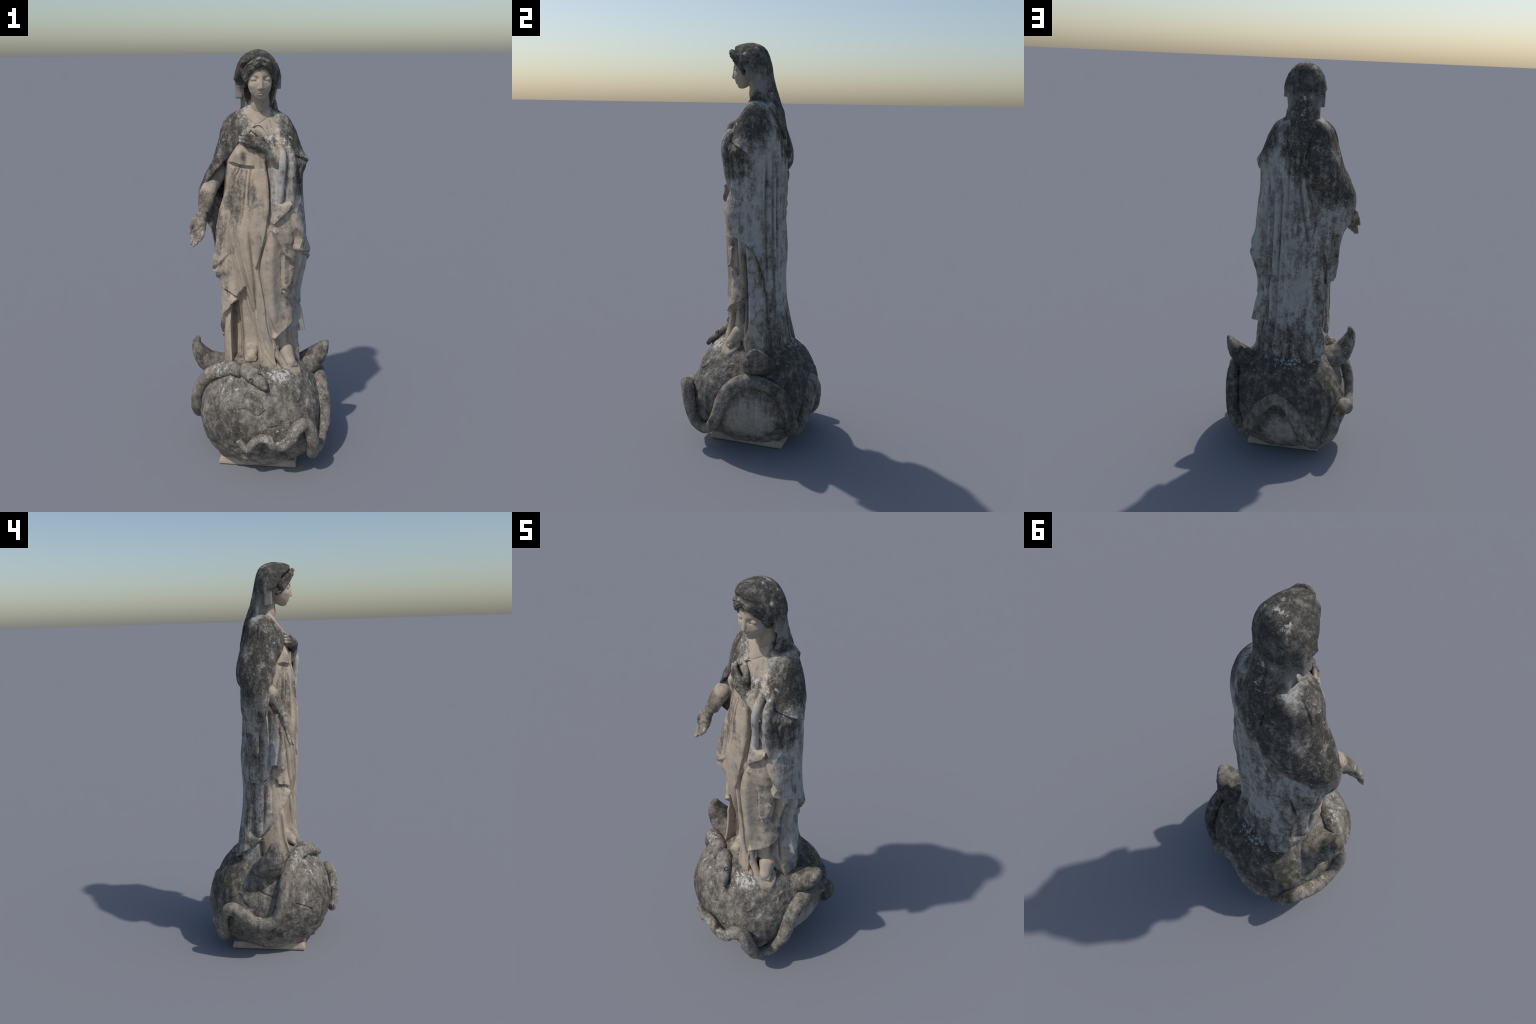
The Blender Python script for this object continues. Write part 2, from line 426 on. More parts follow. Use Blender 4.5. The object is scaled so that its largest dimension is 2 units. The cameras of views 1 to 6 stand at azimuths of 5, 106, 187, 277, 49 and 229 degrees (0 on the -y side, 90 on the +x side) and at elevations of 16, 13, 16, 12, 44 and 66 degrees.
class Relief:
    def __init__(self, az, z, base):
        self.az, self.z, self.r = az, z, base.copy()
    def near(self, pts, reach):
        p = np.array(pts, float); mid = p[:, 0].mean()
        u = ((self.az - mid + 180) % 360) - 180
        lim = np.abs(p[:, 0] - mid).max() + reach / ARC
        return np.nonzero((np.abs(u) < lim) & (self.z > p[:, 1].min() - reach) & (self.z < p[:, 1].max() + reach))
    @staticmethod
    def taper(t, ends, d, length):
        r = np.ones_like(t)
        s = t * length; far = .9 * np.maximum(np.abs(d) - .004, 0)
        if ends[0]: r = r * smooth01(0, 1, s / (ends[0] * length + far))
        if ends[1]: r = r * smooth01(0, 1, (length - s) / (ends[1] * length + far))
        return r
    def edge(self, pts, h, w, under=0.004, ends=(.15, .15), lip=0.0022):
        """cloth edge: raised on the left of travel, sharp drop, shadow crease below"""
        m = self.near(pts, 3 * w)
        d, t = line_dist(self.az[m], self.z[m], pts)
        up = smooth01(-lip, lip, d)
        f = up * h * np.exp(-(np.maximum(d, 0) / w) ** 1.5) - (1 - up) * under * np.exp(-np.abs(d) / 0.012)
        self.r[m] += f * self.taper(t, ends, d, span(pts))
    def ridge(self, pts, h, w, ends=(.2, .2)):
        m = self.near(pts, 3 * w)
        d, t = line_dist(self.az[m], self.z[m], pts)
        self.r[m] += h * np.exp(-(d / w) ** 2) * self.taper(t, ends, d * 0, span(pts))
    def groove(self, pts, h, w, ends=(.15, .15)):
        m = self.near(pts, 4 * w)
        d, t = line_dist(self.az[m], self.z[m], pts)
        self.r[m] -= h * np.exp(-(np.abs(d) / w) ** 1.25) * self.taper(t, ends, d * 0, span(pts))
    def plate(self, poly, h, soft):
        m = self.near(poly, 3 * soft)
        d = poly_dist(self.az[m], self.z[m], poly)
        self.r[m] += h * smooth01(-soft, soft, d)
    def bump(self, c, h, w):
        u = (((self.az - c[0] + 180) % 360) - 180) * ARC
        self.r += h * np.exp(-(u / w[0]) ** 2 - ((self.z - c[1]) / w[1]) ** 2)

def poly_dist(az, z, poly):
    """signed distance to a closed outline in (azimuth, height), > 0 inside"""
    p = np.array(poly, float); mid = p[:, 0].mean()
    u = (((az - mid + 180) % 360) - 180) * ARC
    q = np.stack([(p[:, 0] - mid) * ARC, p[:, 1]], 1)
    best = np.full(az.shape, 1e9); ins = np.zeros(az.shape, bool)
    for i in range(len(q)):
        a, b = q[i], q[(i + 1) % len(q)]
        d = b - a
        t = np.clip(((u - a[0]) * d[0] + (z - a[1]) * d[1]) / (d @ d), 0, 1)
        best = np.minimum(best, np.hypot(u - a[0] - t * d[0], z - a[1] - t * d[1]))
        if a[1] != b[1]:
            c = ((a[1] > z) != (b[1] > z)) & (u < (b[0] - a[0]) * (z - a[1]) / (b[1] - a[1]) + a[0])
            ins ^= c
    return np.where(ins, best, -best)

NA = 760
zrow = np.concatenate([np.arange(0.43, 1.69, 0.0019), np.arange(1.69, 1.7595, 0.0009)])
azg, zg = np.meshgrid(np.arange(NA) * 360.0 / NA, zrow, indexing="ij")

def body_relief(B):
    # --- large volumes
    B.bump((76, 1.499), 0.026, (.040, .040))                 # bent left elbow
    B.bump((-37, 1.547), 0.020, (.034, .028))                # breast
    B.bump((28, 1.57), 0.012, (.04, .04))
    B.ridge([(26, 1.199), (26, 1.018), (28, .877), (34, .697)], .018, .032)   # forward left leg
    # --- bodice, belt
    B.edge([(-66, 1.503), (-47, 1.507), (-30, 1.498), (-3, 1.495)], .010, .030, .010, (.2, .1), .005)
    B.groove([(-62, 1.495), (-48, 1.495), (-30, 1.488), (0, 1.485)], .008, .006, (.2, .05))
    B.edge([(-20, 1.651), (2, 1.674), (20, 1.661), (30, 1.617)], .008, .03, .003)
    B.edge([(83, 1.716), (67, 1.664), (52, 1.606), (48, 1.571)], .009, .05, .002)
    B.groove([(-66, 1.722), (-25, 1.692), (2, 1.678), (33, 1.697), (58, 1.713), (100, 1.736)], .005, .004, (.05, .05))
    # --- pleats of the skirt under the belt
    for p in ([(-45, 1.488), (-62, 1.42), (-75, 1.322)], [(-38, 1.489), (-51, 1.413), (-57, 1.304), (-58, 1.252)],
              [(-31, 1.485), (-40, 1.415), (-45, 1.308), (-45, 1.258)], [(-20, 1.486), (-23, 1.391), (-26, 1.287), (-30, 1.198)],
              [(-12, 1.487), (-14, 1.393), (-15, 1.288)]):
        B.groove(p, .012, .0065, (.08, .3))
    B.groove([(-44, 1.242), (-37, 1.115), (-25, .996), (-15, .908), (-4, .793), (3, .697), (9, .615), (26, .525)], .017, .009)
    B.ridge([(-51, 1.282), (-45, 1.177), (-32, 1.038), (-22, .906), (-14, .79), (-4, .684)], .012, .013)
    B.ridge([(-33, 1.235), (-26, 1.102), (-18, .998), (-9, .91), (-1, .793)], .009, .010)
    B.groove([(-14, 1.238), (-12, 1.132), (-8, 1.023), (-4, .933), (-3, .853), (0, .756), (9, .673), (20, .597), (35, .51)], .019, .009)
    # --- hanging front panel and the deep gap beside it
    B.plate([(-1, 1.56), (-4, 1.445), (-6, 1.315), (-9, 1.24), (-10, 1.133), (-8, 1.06), (-1, 1.02), (10, 1.107), (19, 1.239), (25, 1.341), (24, 1.444), (18, 1.56)], .011, .003)
    B.groove([(24, 1.53), (29, 1.419), (28, 1.314), (26, 1.259), (25, 1.189)], .032, .013, (.05, .2))
    B.groove([(25, 1.202), (13, 1.119), (7, 1.046), (7, 1.), (11, .932), (16, .852), (21, .743), (30, .658)], .016, .009)
    B.ridge([(4, 1.012), (10, .91), (16, .823), (20, .702), (29, .623), (46, .535), (61, .462)], .013, .012, (.2, 0))
    B.ridge([(14, .659), (27, .558), (44, .501), (61, .449)], .014, .012, (.3, 0))
    # --- gown drawn back over the right shin, and under the knee hem
    B.plate([(33, .66), (46, .69), (80, .74), (88, .5), (36, .5)], -.026, .010)
    B.bump((80, .73), -.030, (.036, .10))
    B.bump((74, .95), -.010, (.03, .10))
    B.bump((60, 1.44), .016, (.05, .07))
    B.bump((179, 1.2), -.013, (.05, .30))
    B.ridge([(136, .98), (138, .75), (141, .5)], .022, .022, (.3, 0))
    B.ridge([(239, 1.08), (237, .8), (233, .5)], .018, .020, (.3, 0))
    B.ridge([(-74, 1.38), (-69, 1.2), (-64, 1.0)], .024, .026, (.3, 0))
    # --- wide hollow beside the right leg
    B.groove([(-60, 1.278), (-61, 1.213), (-55, 1.107), (-46, 1.01), (-40, .922), (-37, .853)], .016, .009, (.1, .05))
    B.ridge([(-62, .765), (-60, .675), (-56, .588), (-47, .515)], .012, .011, (.2, 0))
    B.edge([(-67, .552), (-69, .689), (-72, .762)], .006, .03, .003)
    # --- tiers of cloth under the right arm
    B.edge([(-105, .904), (-93, .924), (-84, .953), (-80, 1.003), (-73, .999), (-74, .986), (-63, .984)], .022, .12, .008, (.05, .05))
    B.edge([(-63, .977), (-62, 1.164), (-60, 1.286)], .013, .04, .004, (0, .2))
    B.groove([(-70, 1.298), (-69, 1.148), (-75, .991)], .010, .008, (.2, 0))
    B.groove([(-84, 1.28), (-84, 1.099), (-84, .959)], .014, .008, (.1, 0))
    B.edge([(-83, .945), (-72, .925), (-70, .902), (-56, .891), (-39, .87)], .012, .05, .006, (.1, .05))
    B.edge([(-104, .615), (-89, .666), (-78, .704), (-69, .76), (-55, .801), (-39, .861)], .017, .09, .006, (.05, .05))
    B.groove([(-93, .914), (-95, .743), (-98, .64)], .008, .010)
    B.groove([(-81, .899), (-81, .799), (-84, .709)], .006, .012)
    B.edge([(-152, .477), (-122, .547), (-106, .593), (-98, .622)], .018, .09, .008, (.05, .05))
    B.groove([(-103, .6), (-101, .52), (-100, .48)], .030, .010, (.1, 0))
    # --- hem over the left knee and what hangs below it
    B.edge([(29, .67), (42, .664), (49, .699), (64, .729), (76, .75), (90, .79)], .019, .08, .008, (.02, .05))
    B.edge([(31, .658), (32, .613), (44, .586), (47, .656)], .010, .02, .004)
    B.groove([(76, .738), (77, .648), (77, .558)], .034, .012, (.1, .1))
    B.ridge([(66, .734), (72, .654), (84, .594), (100, .56)], .010, .012)
    B.plate([(48, .596), (72, .597), (82, .499), (44, .496)], -.03, .01)
    # --- cascade of folds below the left arm
    B.edge([(28, 1.231), (38, 1.266), (50, 1.298), (54, 1.337)], .020, .06, .008, (.05, .1))
    B.edge([(32, 1.501), (30, 1.392), (29, 1.344), (28, 1.227)], .013, .04, .004, (.1, 0))
    B.edge([(33, 1.496), (41, 1.417), (48, 1.379), (51, 1.31)], .009, .03, .004)
    B.edge([(26, 1.208), (38, 1.14), (46, 1.091), (56, 1.056), (65, 1.024)], .014, .07, .007, (.05, .05))
    B.edge([(47, 1.091), (47, 1.003), (49, .913)], .013, .035, .005, (.1, .02))
    B.edge([(49, .913), (58, .929), (65, .999), (65, 1.029)], .012, .03, .006, (.02, .1))
    B.edge([(50, .899), (58, .864), (71, .844), (74, .843), (84, .833), (91, .79)], .012, .05, .005, (.05, .05))
    B.ridge([(81, 1.088), (79, .978), (74, .857)], .010, .013, (.2, .05))
    B.groove([(72, 1.094), (73, .973), (72, .863)], .026, .009)
    B.edge([(52, 1.308), (58, 1.221), (65, 1.155), (63, 1.103), (81, 1.083), (92, 1.06), (103, 1.012), (111, .933), (119, .859), (120, .789)], .026, .055, .014, (.28, .05))
    B.edge([(97, .647), (103, .683), (113, .741), (121, .787)], .016, .07, .006, (.02, .05))
    B.edge([(92, 1.06), (92, .922), (94, .745), (97, .647)], .022, .05, .016, (.05, .02))
    B.groove([(87, 1.05), (86, .92), (89, .70), (88, .56)], .040, .010, (.15, .1))
    # --- folds thrown over the left forearm
    B.bump((59, 1.499), .016, (.030, .055))
    B.ridge([(56, 1.499), (58, 1.397), (60, 1.276), (67, 1.175)], .004, .028)
    B.edge([(41, 1.565), (57, 1.565), (66, 1.54), (78, 1.522), (89, 1.496), (97, 1.46)], .012, .05, .010, (.05, .1))
    B.ridge([(54, 1.554), (55, 1.452), (57, 1.388), (54, 1.297)], .012, .010)
    B.ridge([(63, 1.539), (67, 1.458), (71, 1.377), (66, 1.275)], .012, .011)
    B.groove([(59, 1.549), (62, 1.448), (60, 1.361), (56, 1.297)], .008, .006)
    B.groove([(70, 1.529), (64, 1.447), (78, 1.359), (88, 1.24)], .012, .008)
    B.ridge([(55, 1.297), (65, 1.215), (78, 1.128), (100, 1.059)], .006, .02)
    # --- long folds down the left side and the back
    for p, h in (([(119, 1.527), (119, 1.365), (118, 1.314), (118, 1.093), (121, .858), (123, .742), (125, .552)], .011),
              ([(133, 1.552), (132, 1.362), (132, 1.311), (133, 1.029), (135, .792), (141, .552)], .009),
              ([(142, 1.499), (145, 1.33), (145, 1.198), (146, 1.033), (145, .846), (150, .561)], .010),
              ([(107, 1.528), (102, 1.421), (96, 1.314)], .005),
              ([(158, 1.569), (160, 1.39), (159, 1.199)], .006),
              ([(179, 1.53), (186, 1.396), (198, 1.252), (208, 1.153), (218, 1.082)], .011),
              ([(202, 1.602), (200, 1.493), (207, 1.408), (215, 1.351), (228, 1.291)], .030),
              ([(219, .919), (229, .795), (222, .553)], .005),
              ([(242, 1.077), (242, .976), (245, .898)], .014),
              ([(225, 1.237), (220, 1.178), (216, 1.138)], .008)):
        B.groove(p, h * 1.3, .018)
        B.groove(p, h * 1.1, .006)
    for p in ([(126, 1.499), (126, 1.197), (127, .897), (130, .602)], [(136, 1.498), (136, 1.198), (140, .897), (146, .601)], [(168, 1.48), (172, 1.3), (185, 1.1), (190, .95)],
              [(192, 1.5), (195, 1.38), (209, 1.219)], [(230, .995), (227, .854), (229, .602)]):
        B.ridge(p, .009, .015)
    B.edge([(120, 1.727), (154, 1.623), (176, 1.543), (192, 1.585), (210, 1.673), (226, 1.715)], .011, .06, .003, (.1, .1))

base = oval(azg, zg)
B = Relief(azg, zg, base)
body_relief(B)
R_BODY = B.r

def cyl(az, z, r):
    a = np.radians(az)
    return np.stack([AX + r * np.sin(a), AY - r * np.cos(a), z], -1)

P = cyl(azg, zg, R_BODY)
wob = fbm(P.reshape(-1, 3), 34, 3, 5).reshape(azg.shape) * 0.0016 + fbm(P.reshape(-1, 3), 9, 2, 9).reshape(azg.shape) * 0.003
P = cyl(azg, zg, R_BODY + wob)

def flat_dist(x, z, poly):
    return poly_dist(x / ARC, z, [(p[0] / ARC, p[1]) for p in poly])
# hollows cut straight back from the front
for poly, depth, soft in (
        ([(-.126, .825), (-.094, .842), (-.079, .665), (-.080, .49), (-.118, .49), (-.125, .60), (-.128, .72)], .075, .006),
        ([(-.090, .86), (-.055, .92), (-.016, .79), (.004, .64), (.012, .49), (-.080, .49), (-.078, .66)], .048, .014)):
    dpt = flat_dist(P[..., 0], P[..., 2], poly)
    P[..., 1] += depth * smooth01(-soft, soft, dpt) * smooth01(.03, -.02, P[..., 1])
nz = len(zrow)
ii, jj = np.meshgrid(np.arange(NA), np.arange(nz - 1), indexing="ij")
i2 = (ii + 1) % NA
Fb = np.stack([ii * nz + jj, i2 * nz + jj, i2 * nz + jj + 1, ii * nz + jj + 1], -1).reshape(-1, 4)
caz = azg[ii, jj].ravel(); cz = zg[ii, jj].ravel()
GOWN = [(-48, 1.80), (60, 1.80), (58, 1.71), (50, 1.60), (45, 1.56), (31, 1.50), (27, 1.23), (43, 1.09), (45, .91), (46, .70), (97, .647), (104, .40),
        (-104, .40), (-104, .615), (-63, .768), (-36, .866), (-56, .99), (-80, 1.28), (-70, 1.5)]
lab = (poly_dist(caz, cz, GOWN) < 0).astype(int)
split_mesh(P.reshape(-1, 3), Fb, lab, ["gown", "mantle"], [MAT_GOWN, MAT_BODY])

# ------------------------------------------------------------------ cloak over the right arm
CLOAK = [(188, 1.735), (300, 1.735), (318, 1.708), (335, 1.692), (356, 1.679), (346, 1.655), (335, 1.632), (322, 1.605), (308, 1.558), (291, 1.505), (282, 1.425),
         (278, 1.365), (276, 1.29), (272, 1.24), (264, 1.19), (262, 1.05), (260, .918), (246, .905), (244, .98), (240, 1.06), (225, 1.12), (188, 1.15)]
def cloak_relief(C):
    C.groove([(203, 1.441), (212, 1.395), (223, 1.382), (236, 1.392), (250, 1.41)], .016, .016)
    C.groove([(252, 1.325), (236, 1.258), (220, 1.199)], .016, .013)
    C.groove([(259, 1.362), (248, 1.239), (229, 1.172)], .007, .009)
    C.ridge([(258, 1.35), (243, 1.25), (224, 1.18)], .012, .013)
    C.ridge([(262, 1.24), (248, 1.18), (235, 1.14)], .006, .012)
    C.groove([(255, 1.151), (254, 1.051), (253, .928)], .006, .012)
    C.groove([(278, 1.571), (273, 1.507), (266, 1.444)], .006, .010)
    C.ridge([(284, 1.55), (278, 1.48), (272, 1.42)], .005, .012)
    C.groove([(262, 1.317), (255, 1.229), (246, 1.183)], .006, .010)
    C.bump((236, 1.50), .026, (.05, .09))
    C.bump((232, 1.26), -.022, (.05, .07))
    C.bump((212, 1.33), -.020, (.03, .08))
    C.bump((254, 1.57), .010, (.04, .06))
    C.bump((306, 1.52), -.016, (.05, .10))
NW = 420
az0 = np.linspace(184, 362, NW); z0 = np.arange(.885, 1.745, .0026)
aw, zw = np.meshgrid(az0, z0, indexing="ij")
aw = aw.copy(); zw = zw.copy()
d = poly_dist(aw, zw, CLOAK)
ga = np.gradient(d, axis=0) / ((az0[1] - az0[0]) * ARC); gz = np.gradient(d, axis=1) / .0026
g = np.maximum(np.hypot(ga, gz), .3)
snap = np.abs(d) < .0032                       # pull the rim vertices onto the outline
aw[snap] -= (d * ga / g ** 2)[snap] / ARC; zw[snap] -= (d * gz / g ** 2)[snap]
keep = d > -.0005
keep |= snap
C = Relief(aw, zw, np.maximum(oval(aw, zw, True), oval(aw, zw) + .007 * smooth01(205, 230, aw)))
cloak_relief(C)
# lie over whatever the gown does beneath it
ia = (aw % 360) / 360 * NA; a0 = np.floor(ia).astype(int); fa = ia - a0
iz = np.clip(np.searchsorted(zrow, zw), 0, len(zrow) - 1)
under = R_BODY[a0 % NA, iz] * (1 - fa) + R_BODY[(a0 + 1) % NA, iz] * fa
C.r = np.where(aw > 262, np.maximum(C.r, under + .008 + .004 * smooth01(0, .02, d)), C.r)
# sink below the back of the mantle at the deep fold
dd, _ = line_dist(aw, zw, [(203, 1.75), (204, 1.60), (202, 1.494), (208, 1.409), (215, 1.353), (226, 1.28), (232, 1.18), (240, 1.08), (244, .9)])
C.r -= .032 * smooth01(-.004, .026, -dd)
rim = np.clip(d, 0, .02)
C.r -= .005 * np.exp(-rim / .003)              # rounded hem
Rw = C.r
thick = .006 + .010 * smooth01(.0, .03, d)
Pw = cyl(aw, zw, Rw)
wv = fbm(Pw.reshape(-1, 3), 34, 3, 5).reshape(aw.shape) * .0016
Po = cyl(aw, zw, Rw + wv); Pi = cyl(aw, zw, Rw - thick)
nzw = len(z0)
ii, jj = np.meshgrid(np.arange(NW - 1), np.arange(nzw - 1), indexing="ij")
q = np.stack([ii * nzw + jj, (ii + 1) * nzw + jj, (ii + 1) * nzw + jj + 1, ii * nzw + jj + 1], -1).reshape(-1, 4)
ok = keep.ravel()[q].all(1)
q = q[ok]
nv = NW * nzw
edges = np.concatenate([q[:, [k, (k + 1) % 4]] for k in range(4)])
key = np.sort(edges, 1); key = key[:, 0] * nv + key[:, 1]
_, inv, cn = np.unique(key, return_inverse=True, return_counts=True)
bd = edges[cn[inv] == 1]
F = np.vstack([q, q[:, ::-1] + nv, np.stack([bd[:, 1], bd[:, 0], bd[:, 0] + nv, bd[:, 1] + nv], 1)])
V = np.vstack([Po.reshape(-1, 3), Pi.reshape(-1, 3)])
used, inv = np.unique(F, return_inverse=True)
add_mesh("cloak", V[used], inv.reshape(F.shape), MAT_BODY)

def solid(name, field, lo, hi, h, mat, rough=0.0, it=1, parent=None, seed=3):
    V, F = surface_nets(field, lo, hi, h)
    V = relax(V, F, it)
    if rough:
        V = V + vertex_normals(V, F) * (fbm(V, 45, 3, seed) * rough)[:, None]
    return add_mesh(name, V, F, mat, parent)

# ------------------------------------------------------------------ head
YAW = math.radians(12)
HC = np.array([0.008, -0.030, 1.875])
def head_local(P):
    d = P - HC
    s, c = math.sin(YAW), math.cos(YAW)
    return np.stack([d[:, 0] * c + d[:, 1] * s, d[:, 0] * s - d[:, 1] * c, d[:, 2]], 1)   # right, forward, up

def face_field(P):
    L = head_local(P)
    M = L.copy(); M[:, 0] = np.abs(M[:, 0])
    d = ellipsoid(L, (0, .012, .020), (.060, .077, .080))
    d = smin(d, ellipsoid(L, (0, .040, -.030), (.049, .046, .055)), .020)
    d = smin(d, ellipsoid(L, (0, .052, -.070), (.020, .017, .017)), .018)          # chin
    d = smin(d, ellipsoid(M, (.029, .060, -.027), (.016, .014, .012)), .012)       # cheek
    d = smax(d, -ellipsoid(M, (.0275, .096, .001), (.0205, .024, .0140)), .006)     # eye socket
    d = smin(d, ellipsoid(M, (.0285, .0655, .0005), (.0160, .0150, .0118)), .002)   # lowered lid
    d = smax(d, -capsule(M, (.015, .0785, -.0085), (.041, .0690, -.0065), .0018, .0016), .0015)
    nose = smin(capsule(L, (0, .083, .014), (0, .0895, -.034), .0058, .0078), sphere(L, (0, .0885, -.0365), .0078), .004)
    nose = smin(nose, ellipsoid(M, (.0090, .081, -.0385), (.0062, .008, .0058)), .003)
    d = smin(d, nose, .006)
    d = smax(d, -sphere(M, (.0055, .084, -.0455), .0028), .002)
    d = smin(d, ellipsoid(M, (.006, .0715, -.0560), (.012, .0075, .0042)), .004)   # upper lip
    d = smin(d, ellipsoid(L, (0, .0705, -.0655), (.012, .0070, .0044)), .004)      # lower lip
    d = smax(d, -capsule(M, (0, .0795, -.0607), (.020, .0680, -.0600), .0018, .0012), .0015)
    d = smax(d, -ellipsoid(L, (0, .073, -.0735), (.014, .006, .003)), .006)
    neck = chain(P, [(.012, .000, 1.825), (.010, .004, 1.76), (.006, .018, 1.70), (.004, .03, 1.66)], [.040, .043, .047, .056], .01)
    return smin(d, neck, .010)

Vh, Fh = surface_nets(face_field, (-.075, -.14, 1.665), (.095, .09, 1.985), .0017)
Vh = relax(Vh, Fh, 1, .4)
c = Vh[Fh].mean(1)
is_neck = (c[:, 2] < 1.786 - 0.35 * (c[:, 1] + .05)).astype(int)
split_mesh(Vh, Fh, is_neck, ["head", "neck"], [MAT_HEAD, MAT_HEAD])

def hair_field(P):
    L = head_local(P)
    L = L + np.stack([fbm(P, 42, 2, 21), fbm(P, 42, 2, 22), fbm(P, 42, 2, 23)], 1) * .006
    d = None
    for s in (-1, 1):
        for pts, rr in (([(.002, .097, .074), (.024, .092, .061), (.043, .077, .042), (.056, .058, .020), (.062, .036, -.002)], [.010, .0125, .013, .012, .012]),
                        ([(.003, .103, .084), (.026, .093, .076), (.047, .074, .058), (.061, .050, .036), (.068, .025, .012)], [.010, .012, .013, .014, .014]),
                        ([(.055, .050, .004), (.062, .032, -.014), (.066, .014, -.030)], [.008, .010, .010])):
            q = [(s * p[0], p[1], p[2]) for p in pts]
            c = tube(L, q, rr, 2)
            d = c if d is None else smin(d, c, .003)
    groove = np.sin((L[:, 2] * 1.0 - L[:, 1] * .35 + np.abs(L[:, 0]) * .6) * 520)
    return d - .0011 * groove
solid("hair", hair_field, (-.10, -.16, 1.83), (.12, .02, 1.99), .0021, MAT_VEIL, 0, 1)

# veil: level, left, right, front, back
VEIL = np.array([
    (1.52, -.006, .016, .05, .150), (1.545, -.016, .028, .05, .148), (1.60, -.045, .058, .04, .142), (1.66, -.066, .078, .02, .130), (1.70, -.078, .084, .0, .121),
    (1.735, -.081, .080, -.02, .108), (1.765, -.081, .078, -.03, .097), (1.79, -.081, .079, -.04, .087),
    (1.83, -.087, .087, -.07, .076), (1.86, -.094, .097, -.09, .069), (1.885, -.099, .105, -.10, .064),
    (1.91, -.096, .102, -.11, .060), (1.94, -.086, .091, -.118, .052), (1.965, -.070, .074, -.118, .041), (1.982, -.050, .058, -.116, .026), (1.992, -.030, .040, -.095, .008), (2.0005, -.004, .016, -.05, -.022)])
EDGE = np.array([(1.50, .06), (1.66, .01), (1.73, -.012), (1.785, -.024), (1.79, -.030), (1.868, -.032), (1.875, -.052), (1.89, -.066), (1.92, -.079), (1.94, -.092), (1.955, -.112), (1.98, -.13), (2.01, -.2)])
def veil_field(P):
    x, y, z = P[:, 0], P[:, 1], P[:, 2]
    l, r, f, b = (np.interp(z, VEIL[:, 0], VEIL[:, i]) for i in (1, 2, 3, 4))
    cx, cy = .005, np.interp(z, [1.5, 1.66, 1.78, 1.86, 2.0], [.10, .06, .03, -.01, -.035])
    dx, dy = x - cx, y - cy
    rho = np.hypot(dx, dy) + 1e-6
    hx = np.where(dx < 0, cx - l, r - cx); hy = np.where(dy < 0, np.maximum(cy - f, .02), b - cy)
    n = np.interp(z, [1.7, 1.84, 1.9], [1.85, 1.95, 2.25])
    R = 1 / ((np.abs(dx / rho) / hx) ** n + (np.abs(dy / rho) / hy) ** n) ** (1 / n)
    az = np.degrees(np.arctan2(dx, -dy)) % 360
    low = smooth01(1.95, 1.86, z)
    for a, w, h in ((148, 7, .004), (212, 7, .004), (118, 8, -.003), (244, 8, -.004), (180, 14, .003), (262, 7, .003), (100, 7, .002)):
        R = R + low * h * np.exp(-(((az - a + 180) % 360 - 180) / w) ** 2)
    d = (rho - R) * .8
    e = np.interp(z, EDGE[:, 0], EDGE[:, 1]) + .004 * np.sin(z * 120 + x * 60) * smooth01(1.88, 1.93, z)
    # scalloped brim over the hair
    brim = smooth01(1.94, 1.965, z)
    e = e + brim * (.014 * np.exp(-((x - .045) / .014) ** 2))
    d = smax(d, (e - y) * .9, .004)
    # side laps of the veil, each ending in a square corner
    for sx, x0, x1, zb, zt, zl in ((1, .074, .1065, 1.831, 1.90, 1.874), (-1, .066, .0985, 1.789, 1.89, 1.868), (-1, .074, .103, 1.868, 1.91, 1.878)):
        xx = sx * x
        lean = .10 * (y + .015)
        lap = np.maximum(np.maximum(x0 - xx, xx - x1 + .35 * np.maximum(z - zl, 0)), np.maximum(zb - lean - z, z - zt))
        lap = smax(lap, np.abs(y + .014 - (.02 if zb > 1.86 else 0) * -1) - .019, .006)
        d = smin(d, lap, .008)
    # hollow between the cloth and the neck / cheeks
    hollow = np.hypot(x - .012, (y + .03) * np.interp(z, [1.74, 1.80], [1.1, 1.0])) - np.interp(z, [1.68, 1.74, 1.80, 1.86, 1.9], [.05, .060, .068, .070, .066])
    hollow = np.maximum(hollow, np.maximum(z - 1.90, 1.66 - z))
    d = smax(d, -hollow, .004)
    return smax(d, z - 2.0005, .004)
solid("veil", veil_field, (-.125, -.135, 1.52), (.13, .165, 2.01), .0024, MAT_VEIL, .0012, 2)

def collar(P):
    d = tube(P, [(.082, -.016, 1.682), (.080, -.002, 1.742), (.074, .022, 1.776), (.066, .050, 1.748), (.060, .085, 1.690)], [.012, .012, .009, .013, .014], 3)
    d = smin(d, tube(P, [(.085, .0, 1.700), (.074, .03, 1.745), (.062, .07, 1.70)], [.014, .014, .014], 3), .012)
    r = tube(P, [(-.080, -.035, 1.705), (-.082, .0, 1.728), (-.078, .04, 1.728), (-.065, .085, 1.69)], [.013, .014, .014, .014], 3)
    return np.minimum(d, r)
solid("mantle_collar", collar, (-.12, -.07, 1.65), (.12, .12, 1.80), .0028, MAT_BODY, .001, 1)

